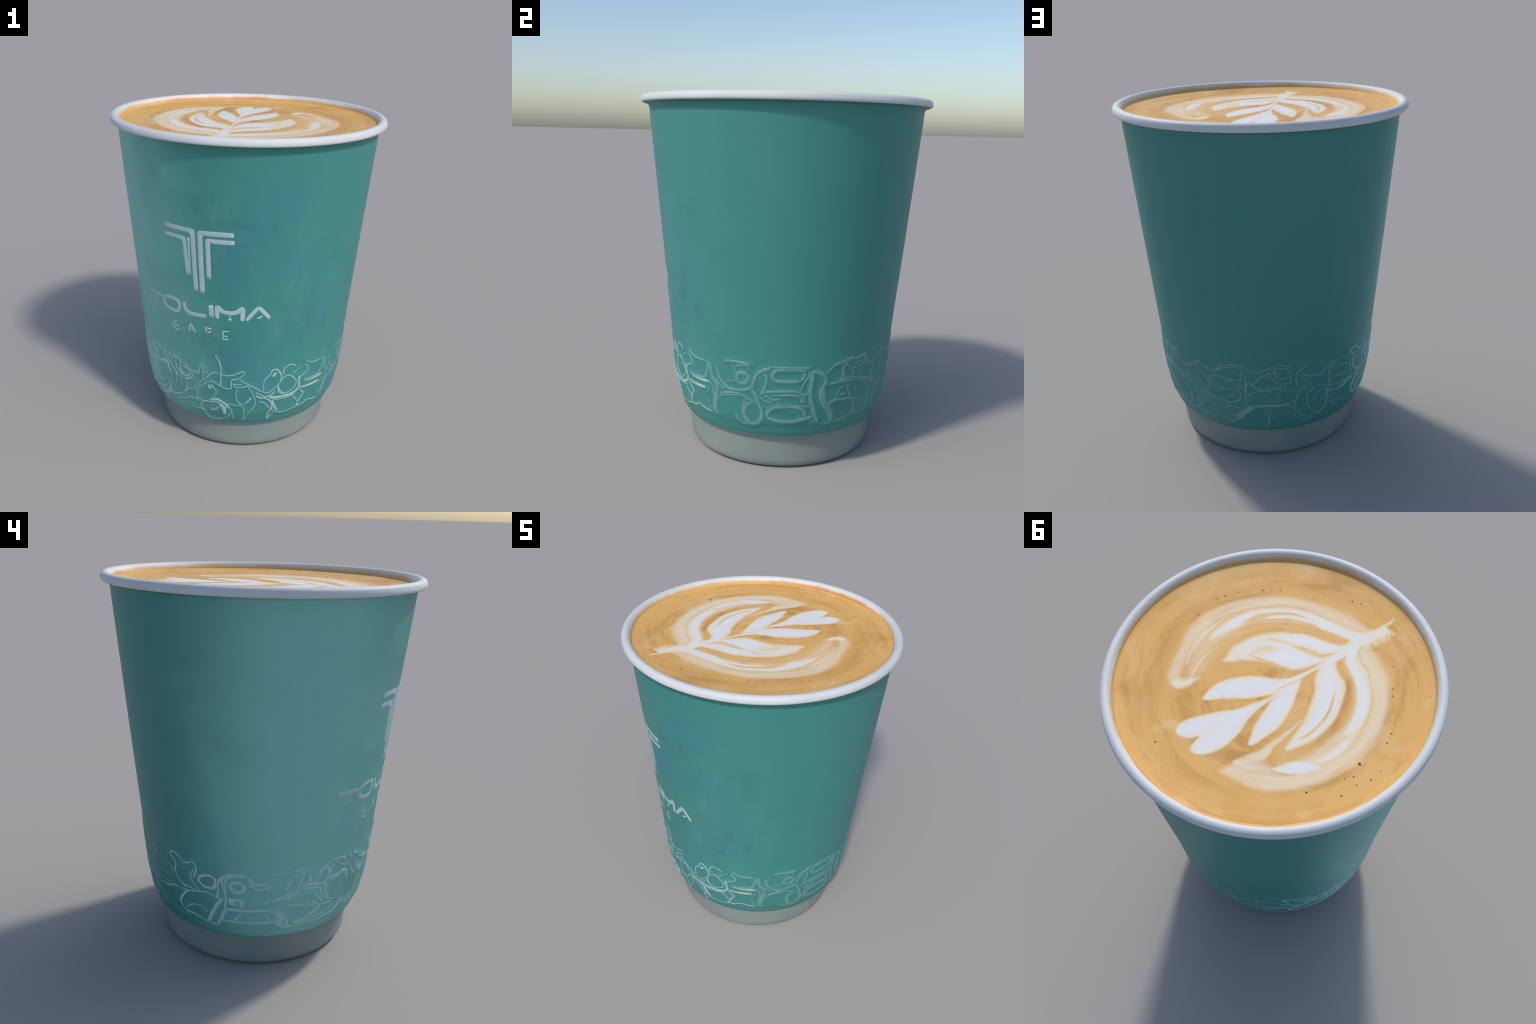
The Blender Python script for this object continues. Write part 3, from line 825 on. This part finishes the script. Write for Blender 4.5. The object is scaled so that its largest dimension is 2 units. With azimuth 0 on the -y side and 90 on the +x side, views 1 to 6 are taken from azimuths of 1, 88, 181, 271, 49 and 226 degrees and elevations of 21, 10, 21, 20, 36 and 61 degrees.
    line(2.7, (308.1, 616), (306.7, 590), (305.9, 545))


def logo_strokes():
    stroke("bar", 10.7, (-36.4, 1478), (-28.2, 1476), (-21.3, 1472), (-21.2, 1281), (-21.0, 1107))
    stroke("bar", 9.3, (-37.0, 1425), (-30.4, 1425), (-25.6, 1421), (-25.3, 1314), (-24.7, 1198))
    stroke("sliver", 5.4, (-23.4, 1430), (-23.6, 1318), (-23.8, 1201))
    stroke("bar", 11.5, (-3.1, 1471), (-10.9, 1470), (-17.8, 1468), (-17.9, 1288), (-17.8, 1100))
    stroke("bar", 10.5, (-2.8, 1428), (-8.6, 1427), (-14.5, 1427), (-14.4, 1316), (-14.4, 1194))
    stroke("T", 8.0, (-54.8, 1012), (-48.4, 1012), (-43.2, 1009))
    stroke("Tstem", 5.3, (-49.6, 1000), (-50.1, 936))
    stroke("Tstem", 5.3, (-47.4, 1004), (-47.8, 940))
    stroke("O", 8.8, (-40.5, 1014), (-34.9, 1025), (-31.6, 1014), (-31.2, 980), (-32.7, 949), (-36.8, 948), (-40.1, 959), (-41.6, 982), closed=True)
    stroke("L", 9.7, (-28.0, 1020), (-27.8, 986), (-25.7, 961), (-21.4, 958), (-16.5, 961))
    stroke("I", 11.0, (-14.0, 1036), (-13.8, 952))
    stroke("M", 10.0, (-10.9, 954), (-10.9, 1026), (-8.3, 1004), (-5.0, 997), (-1.7, 1005), (1.0, 1027), (0.9, 949))
    stroke("Mdot", 8.0, (-5.6, 950), (-4.4, 962))
    stroke("Mdash", 2.5, (-5.6, 972), (-4.2, 976))
    stroke("A", 9.0, (2.8, 953), (5.4, 993), (8.4, 1032), (11.0, 1005), (13.9, 965))
    stroke("Adot", 4.5, (7.7, 969), (9.2, 973), (10.4, 983))
    stroke("C", 3.2, (-33.6, 882), (-35.2, 869), (-36.2, 841), (-35.0, 824), (-32.6, 824))
    stroke("Cbar", 3.1, (-35.3, 845), (-32.5, 855))
    stroke("C2", 1.6, (-30.2, 882), (-32.0, 869), (-32.7, 848), (-31.4, 832), (-28.7, 831))
    stroke("C2", 1.6, (-32.4, 849), (-29.1, 852))
    stroke("A2", 4.7, (-26.5, 837), (-25.9, 860), (-25.1, 889))
    stroke("A2", 4.6, (-25.1, 889), (-24.0, 865), (-22.8, 838))
    stroke("A2", 2.1, (-25.3, 852), (-24.0, 851))
    stroke("F", 3.6, (-16.9, 846), (-16.9, 883), (-14.3, 882))
    stroke("F", 3.1, (-16.7, 849), (-15.2, 857), (-14.3, 866))
    stroke("E", 3.1, (-5.5, 877), (-8.3, 874), (-8.4, 823), (-5.6, 826))
    stroke("E", 3.1, (-8.3, 843), (-6.1, 845))


def latte_ribbons():
    ribbon("crema_swirl", -0.35, 0, 35.4, (.216, .563, 14), (.313, .507, 38), (.402, .421, 53), (.491, .311, 60), (.55, .198, 61), (.585, .091, 51), (.59, -.031, 42), (.564, -.169, 32), (.498, -.302, 27), (.405, -.424, 16))
    ribbon("crema_swirl", -0.25, 0, 23.7, (.465, -.411, 16), (.343, -.505, 32), (.198, -.574, 34), (.051, -.609, 31), (-.079, -.611, 21))
    ribbon("crema_swirl", -0.3, 0, 19.1, (-.245, -.497, 12), (-.377, -.46, 29), (-.486, -.375, 31), (-.573, -.244, 28), (-.63, -.123, 18))
    ribbon("crema_swirl", -0.25, 0, 19.3, (-.275, .642, 11), (-.409, .559, 21), (-.528, .44, 26), (-.609, .305, 17))
    ribbon("crema_swirl", -0.2, 0, 19.9, (.086, .626, 14), (-.047, .635, 27), (-.197, .595, 31), (-.344, .544, 22))
    ribbon("crema_swirl", 0.22, 0, 16.1, (.191, .584, 12), (.166, .512, 23), (.097, .488, 28), (.026, .491, 18))
    ribbon("crema_swirl", 0.18, 0, 20.9, (.658, .429, 13), (.713, .311, 31), (.764, .182, 37), (.781, .013, 32), (.753, -.15, 22))
    ribbon("crema_swirl", -0.5, 0, 19.2, (-.271, .705, 6), (-.424, .618, 19), (-.541, .512, 21), (-.646, .381, 21), (-.713, .233, 17), (-.752, .061, 7))
    ribbon("crema_swirl", 0.12, 0, 32.3, (.814, -.069, 16), (.689, -.342, 44), (.527, -.545, 49), (.264, -.718, 49), (-.016, -.787, 37), (-.216, -.766, 16))
    ribbon("foam_ring", 0.33, 0, 15.2, (.295, .281, 14), (.369, .146, 42), (.407, .016, 48), (.394, -.101, 46), (.345, -.208, 41), (.268, -.303, 39), (.233, -.333, 39), (.134, -.391, 43), (.035, -.426, 43), (-.064, -.458, 33))
    ribbon("foam_ring", 0.58, 0.1, 17.8, (.298, .326, 24), (.354, .324, 27), (.393, .268, 27), (.441, .174, 30), (.484, .07, 41), (.497, -.044, 41), (.476, -.154, 36), (.411, -.271, 37), (.328, -.363, 37), (.236, -.428, 31), (.143, -.47, 34), (.041, -.502, 33), (-.051, -.519, 28), (-.111, -.532, 18))
    ribbon("milk_wisp", 0.62, 0.33, 5.0, (.361, .235, 4), (.399, .186, 6), (.424, .123, 8), (.444, .047, 8), (.449, -.022, 8), (.446, -.084, 6), (.428, -.154, 3))
    ribbon("milk_wisp", 0.55, 0.3, 3.7, (.285, .277, 2), (.313, .22, 5), (.333, .17, 5), (.343, .12, 4), (.349, .081, 1))
    ribbon("milk_wisp", 0.6, 0.3, 3.7, (.275, .266, 2), (.293, .205, 5), (.314, .15, 5), (.332, .092, 5), (.343, .053, 1))
    ribbon("milk_tip", 0.78, 0.3, 9.6, (.339, .346, 12), (.301, .335, 22), (.281, .293, 19), (.268, .244, 5))
    ribbon("crema_gap", 0.2, 0.5, 5.1, (.436, .011, 2), (.442, -.058, 5), (.434, -.137, 5), (.4, -.216, 5), (.355, -.284, 4), (.306, -.341, 3))
    ribbon("milk_wisp", 1, 0.45, 10.2, (.4, .048, 3), (.403, -.023, 18), (.391, -.098, 28), (.379, -.174, 26), (.354, -.243, 17), (.289, -.324, 13), (.214, -.382, 13), (.145, -.403, 21), (.069, -.415, 31), (-.015, -.442, 30), (-.081, -.463, 28), (-.123, -.5, 18))
    ribbon("crema_gap", 0.15, 0.8, 7.7, (.36, -.134, 5), (.349, -.181, 13), (.337, -.222, 13), (.311, -.263, 9), (.274, -.309, 8), (.266, -.32, 6), (.213, -.367, 3))
    ribbon("milk_wisp", 0.92, 0.4, 5.1, (.305, -.231, 2), (.284, -.264, 9), (.259, -.294, 12), (.227, -.327, 12), (.17, -.36, 12), (.11, -.38, 5))
    ribbon("crema_gap", 0.3, 0.85, 7.7, (.297, -.215, 5), (.241, -.277, 13), (.209, -.309, 13), (.147, -.345, 5))
    ribbon("crema_gap", 0.35, 0.6, 2.6, (.194, -.431, 2), (.117, -.466, 3), (.05, -.488, 4), (-.026, -.499, 4), (-.096, -.507, 2))
    ribbon("milk_petal", 0.86, 0.05, 12.3, (.255, .092, 5), (.243, .053, 27), (.236, .004, 49), (.19, -.08, 77), (.118, -.155, 99), (.076, -.175, 105), (.012, -.242, 86), (-.059, -.303, 54), (-.105, -.367, 30), (-.135, -.449, 13))
    ribbon("milk_petal", 1, 0.86, 14.7, (.141, -.055, 5), (.079, -.116, 32), (.01, -.153, 49), (-.035, -.194, 29), (-.071, -.246, 12))
    ribbon("milk_petal", 1, 0.86, 12.5, (.157, -.212, 5), (.118, -.239, 22), (.082, -.27, 27), (.021, -.297, 22), (-.039, -.324, 17), (-.096, -.377, 7))
    ribbon("crema_gap", 0.08, 0.86, 7.4, (.082, -.208, 4), (.04, -.227, 15), (-.009, -.244, 17), (-.055, -.262, 13), (-.082, -.301, 7), (-.112, -.359, 2))
    ribbon("crema_gap", 0.3, 0.86, 6.2, (.2, -.143, 2), (.176, -.167, 9), (.119, -.201, 6), (.072, -.224, 2))
    ribbon("crema_gap", 0.5, 0.86, 7.4, (.194, -.029, 5), (.186, -.068, 20), (.155, -.112, 25), (.126, -.135, 17))
    ribbon("crema_gap", 0.1, 0.8, 4.9, (.194, -.02, 2), (.111, -.047, 9), (.039, -.076, 6), (-.02, -.1, 2))
    ribbon("crema_gap", 0.1, 0.7, 8.8, (.277, .252, 12), (.306, .149, 22), (.326, .047, 25), (.323, -.056, 23), (.304, -.147, 18), (.257, -.211, 15), (.215, -.251, 14), (.176, -.276, 11), (.101, -.334, 13), (.028, -.373, 18), (-.027, -.383, 21), (-.072, -.389, 15), (-.109, -.432, 3))
    ribbon("milk_petal", 1, 0.05, 7.1, (.157, .312, 5), (.151, .276, 26), (.127, .204, 50), (.059, .115, 62), (-.015, .031, 45), (-.052, -.038, 21), (-.081, -.142, 5))
    ribbon("crema_gap", 0.25, 1, 2.4, (.122, .229, 1), (.1, .236, 3), (.076, .232, 4), (.053, .216, 2))
    ribbon("milk_petal", 1, 0.05, 6.9, (.106, .518, 16), (.091, .481, 44), (.07, .437, 51), (.048, .381, 44), (.021, .315, 32), (-.012, .254, 21), (-.024, .219, 9))
    ribbon("milk_petal", 1, 0.05, 6.9, (-.009, .534, 16), (-.025, .495, 41), (-.037, .435, 57), (-.04, .371, 59), (-.034, .306, 57), (-.035, .243, 37), (-.043, .166, 19), (-.057, .109, 9), (-.066, .026, 4))
    ribbon("crema_gap", 0.75, 1, 9.2, (.013, .452, 5), (.004, .399, 9), (-.006, .339, 9), (-.015, .279, 5))
    ribbon("milk_petal", 1, 0.05, 6.9, (-.172, .329, 9), (-.168, .29, 23), (-.156, .228, 41), (-.147, .164, 51), (-.122, .075, 49), (-.102, .014, 38), (-.085, -.047, 26), (-.081, -.091, 7))
    ribbon("crema_gap", 0.78, 1, 4.6, (-.147, .27, 2), (-.17, .242, 5), (-.176, .202, 5), (-.169, .148, 2))
    ribbon("milk_stem", 0.85, 0.1, 3.6, (.002, .078, 2), (-.01, .039, 5), (-.041, -.036, 7), (-.06, -.081, 8), (-.08, -.147, 8), (-.096, -.219, 10), (-.107, -.261, 12), (-.116, -.314, 20), (-.12, -.373, 22), (-.125, -.428, 25))
    ribbon("crema_gap", 0.15, 0.9, 2.9, (-.044, .031, 2), (-.061, -.017, 4), (-.078, -.076, 4), (-.09, -.12, 1))
    ribbon("foam_ring", 0.6, 0, 16.1, (-.134, -.46, 23), (-.177, -.403, 72), (-.263, -.353, 83), (-.33, -.315, 82), (-.397, -.244, 80), (-.446, -.166, 77), (-.483, -.075, 80), (-.493, .025, 81), (-.48, .135, 73), (-.458, .23, 68), (-.413, .322, 63), (-.363, .385, 59), (-.281, .416, 70), (-.223, .464, 44), (-.182, .511, 7))
    ribbon("foam_ring", 0.62, 0, 6.7, (-.249, .067, 2), (-.25, .144, 7), (-.248, .212, 11), (-.245, .269, 16), (-.251, .32, 25), (-.221, .382, 20), (-.193, .445, 11))
    ribbon("milk_wisp", 1, 0.66, 7.2, (-.111, -.448, 15), (-.14, -.393, 22), (-.183, -.337, 22), (-.248, -.311, 24), (-.312, -.271, 26), (-.37, -.216, 27), (-.415, -.146, 26), (-.439, -.069, 18), (-.442, -.016, 5))
    ribbon("crema_gap", 0.3, 0.75, 4.7, (-.154, -.452, 5), (-.178, -.404, 10), (-.215, -.375, 10), (-.267, -.358, 9), (-.315, -.326, 6), (-.361, -.289, 5), (-.389, -.265, 5), (-.434, -.194, 6), (-.471, -.113, 7), (-.501, -.01, 7), (-.498, .068, 6), (-.485, .14, 8), (-.473, .184, 6), (-.43, .214, 2))
    ribbon("milk_wisp", 0.88, 0.66, 6.7, (-.467, -.014, 2), (-.472, .03, 16), (-.468, .099, 18), (-.454, .155, 9), (-.444, .182, 2))
    ribbon("crema_gap", 0.38, 0.7, 9.0, (-.452, -.021, 5), (-.438, .043, 18), (-.432, .108, 18), (-.423, .155, 4))
    ribbon("milk_wisp", 1, 0.55, 6.6, (-.337, .341, 2), (-.372, .303, 22), (-.398, .269, 29), (-.432, .225, 22), (-.471, .191, 4))
    ribbon("crema_gap", 0.12, 0.6, 4.4, (-.331, .353, 2), (-.353, .348, 7), (-.405, .313, 8), (-.427, .285, 2))
    ribbon("crema_gap", 0.35, 0.64, 8.8, (-.254, .435, 4), (-.292, .405, 13), (-.331, .376, 15), (-.381, .341, 7))
    ribbon("foam_ring", 0.6, 0.66, 4.4, (-.333, .4, 2), (-.361, .382, 7), (-.421, .329, 7), (-.456, .274, 4))
    ribbon("milk_petal", 0.97, 0.05, 9.4, (-.309, .229, 7), (-.311, .181, 22), (-.314, .113, 41), (-.308, .041, 53), (-.288, -.029, 63), (-.254, -.099, 66), (-.215, -.161, 67), (-.176, -.185, 60), (-.136, -.225, 44), (-.116, -.269, 24), (-.112, -.315, 7))
    ribbon("crema_gap", 0.12, 0.95, 3.7, (-.306, .148, 5), (-.319, .119, 8), (-.323, .065, 7), (-.318, .003, 7), (-.301, -.06, 7), (-.271, -.116, 7), (-.24, -.161, 2))
    ribbon("crema_gap", 0.55, 0.95, 3.5, (-.286, .119, 2), (-.259, .057, 4), (-.216, -.026, 4), (-.179, -.094, 3), (-.153, -.12, 4), (-.115, -.182, 2))
    ribbon("foam_ring", 0.5, 0.05, 10.1, (-.16, -.458, 22), (-.173, -.51, 33), (-.19, -.566, 35), (-.199, -.612, 25), (-.223, -.613, 10))
    ribbon("milk_stem", 0.88, 0.3, 10.0, (-.107, -.343, 7), (-.118, -.399, 22), (-.123, -.454, 33), (-.138, -.503, 35), (-.159, -.563, 28), (-.173, -.609, 20))
    ribbon("milk_stem", 0.75, 0.1, 5.1, (-.154, -.569, 13), (-.155, -.615, 13), (-.158, -.65, 8), (-.157, -.682, 2))
    ribbon("crema_gap", -0.5, 0.1, 7.7, (-.162, -.632, 8), (-.21, -.633, 13), (-.229, -.619, 3))
    ribbon("crema_gap", -0.3, 0.4, 2.5, (-.176, -.49, 2), (-.189, -.482, 4), (-.204, -.477, 1))
    ribbon("crema_gap", -0.1, 0.5, 2.5, (-.181, -.536, 2), (-.203, -.523, 4), (-.225, -.517, 4), (-.239, -.519, 3), (-.239, -.536, 4), (-.203, -.572, 2))


def bubble_places():
    bubble(-.589, .052, 9.3)
    bubble(-.679, .013, 3.3)
    bubble(-.613, .117, 4.4)
    bubble(-.592, .154, 3.9)
    bubble(-.678, .077, 4.4)
    bubble(-.65, .139, 3.9)
    bubble(-.521, .319, 5.6)
    bubble(-.539, .282, 3.0)
    bubble(-.639, .224, 4.8)
    bubble(-.455, -.329, 3.8)
    bubble(-.555, -.224, 3.0)
    bubble(-.585, -.168, 5.5)
    bubble(-.604, -.115, 5.0)
    bubble(.559, -.013, 4.7)
    bubble(.569, -.153, 3.7)
    bubble(.555, -.193, 5.0)
    bubble(.529, -.256, 5.0)
    bubble(.446, -.356, 5.8)
    bubble(.645, -.064, 2.9)
    bubble(.417, -.388, 3.7)
    bubble(.385, -.42, 5.3)
    bubble(.07, -.623, 6.3)
    bubble(.031, -.642, 4.7)
    bubble(-.346, -.463, 3.7)
    bubble(-.425, -.36, 3.4)
    bubble(.135, .619, 5.9)
    bubble(.446, -.449, 2.7)
    bubble(.394, -.529, 2.7)
    bubble(-.581, -.445, 2.9)


# -------------------------------------------------------------------- build
cup = bpy.data.objects.new("latte_cup", None)
bpy.context.scene.collection.objects.link(cup)
cup["label"] = "teal takeaway paper cup of latte with rosetta foam art"
cup["category"] = "coffee cup"

COFFEE = coffee_group()
FRONT_INK = line_material("front_line_ink", (.21, .42, .41), (.40, .52, .49))
SIDE_INK = line_material("side_line_ink", (.098, .272, .252), (.150, .318, .298))
BACK_INK = line_material("back_line_ink", (.130, .290, .285), (.210, .350, .360))
LEFT_INK = line_material("left_line_ink", (.310, .555, .560), (.420, .615, .620))  # lightened along with the wall's painted left-hand light
LOGO_INK = line_material("logo_ink", (.355, .505, .515), (.41, .545, .55))
LOGO_FAINT = line_material("logo_faint_ink", (.32, .50, .51), (.37, .53, .54))
LOGO_GHOST = line_material("logo_ghost_ink", (.17, .40, .39), (.22, .44, .43))
BUBBLE_DARK = new_material("burst_bubble_brown", .6)[0]
BUBBLE_DARK.node_tree.nodes["Principled BSDF"].inputs["Base Color"].default_value = (.10, .045, .015, 1)
WHITE_PAPER = paper_material("white_paper", (.60, .62, .635), (.53, .56, .575), .5)  # white greyed down: shading of the rim's side is mixed into it
FOOT_PAPER = paper_material("foot_paper", (.235, .275, .260), (.190, .250, .240), .6)

LINE_INK, LINE_GAIN = [FRONT_INK], [1.2]
ornament_front()
LINE_INK[0], LINE_GAIN[0] = SIDE_INK, 1.38
ornament_right()
LINE_INK[0] = BACK_INK
ornament_back()
LINE_INK[0] = LEFT_INK
ornament_left()
grow_lines()

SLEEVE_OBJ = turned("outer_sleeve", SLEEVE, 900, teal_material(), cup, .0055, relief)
build_lines()
logo_strokes()
turned("sleeve_lip", [(.1985, .5655), (.2030, .5746), (.2075, .5782), (.2125, .5808)], 360, line_material("pale_edge", (.120, .290, .270), (.190, .340, .325)), SLEEVE_OBJ, .002)
turned("foot_ring", FOOT, 256, FOOT_PAPER, cup, .01, cap=True)
turned("rolled_rim", RIM, 360, WHITE_PAPER, cup, .003)
turned("inner_liner", LINER, 256, liner_material(), cup, .006)


def coffee_surface():
    """The drink: a disc with a raised meniscus and slow ripples near the wall."""
    rings, segments = 150, 256
    verts, faces = [Vector((0, 0, coffee_height(0)))], []
    for j in range(1, rings + 1):
        r = .7600 * j / rings
        for i in range(segments):
            th = TAU * i / segments
            p = around(th, r, 1.95)
            p.z = coffee_height(r)
            verts.append(p)
    for i in range(segments):
        faces.append((0, 1 + i, 1 + (i + 1) % segments))
    for j in range(rings - 1):
        for i in range(segments):
            k = (i + 1) % segments
            faces.append((1 + j * segments + i, 1 + (j + 1) * segments + i, 1 + (j + 1) * segments + k, 1 + j * segments + k))
    mesh = bpy.data.meshes.new("coffee")
    mesh.from_pydata(verts, [], faces)
    mesh.polygons.foreach_set("use_smooth", [True] * len(mesh.polygons))
    mesh.materials.append(milk_material(0.0))
    mesh.update()
    return add_object("coffee", mesh, cup)


COFFEE_OBJ = coffee_surface()
latte_ribbons()
bubble_places()
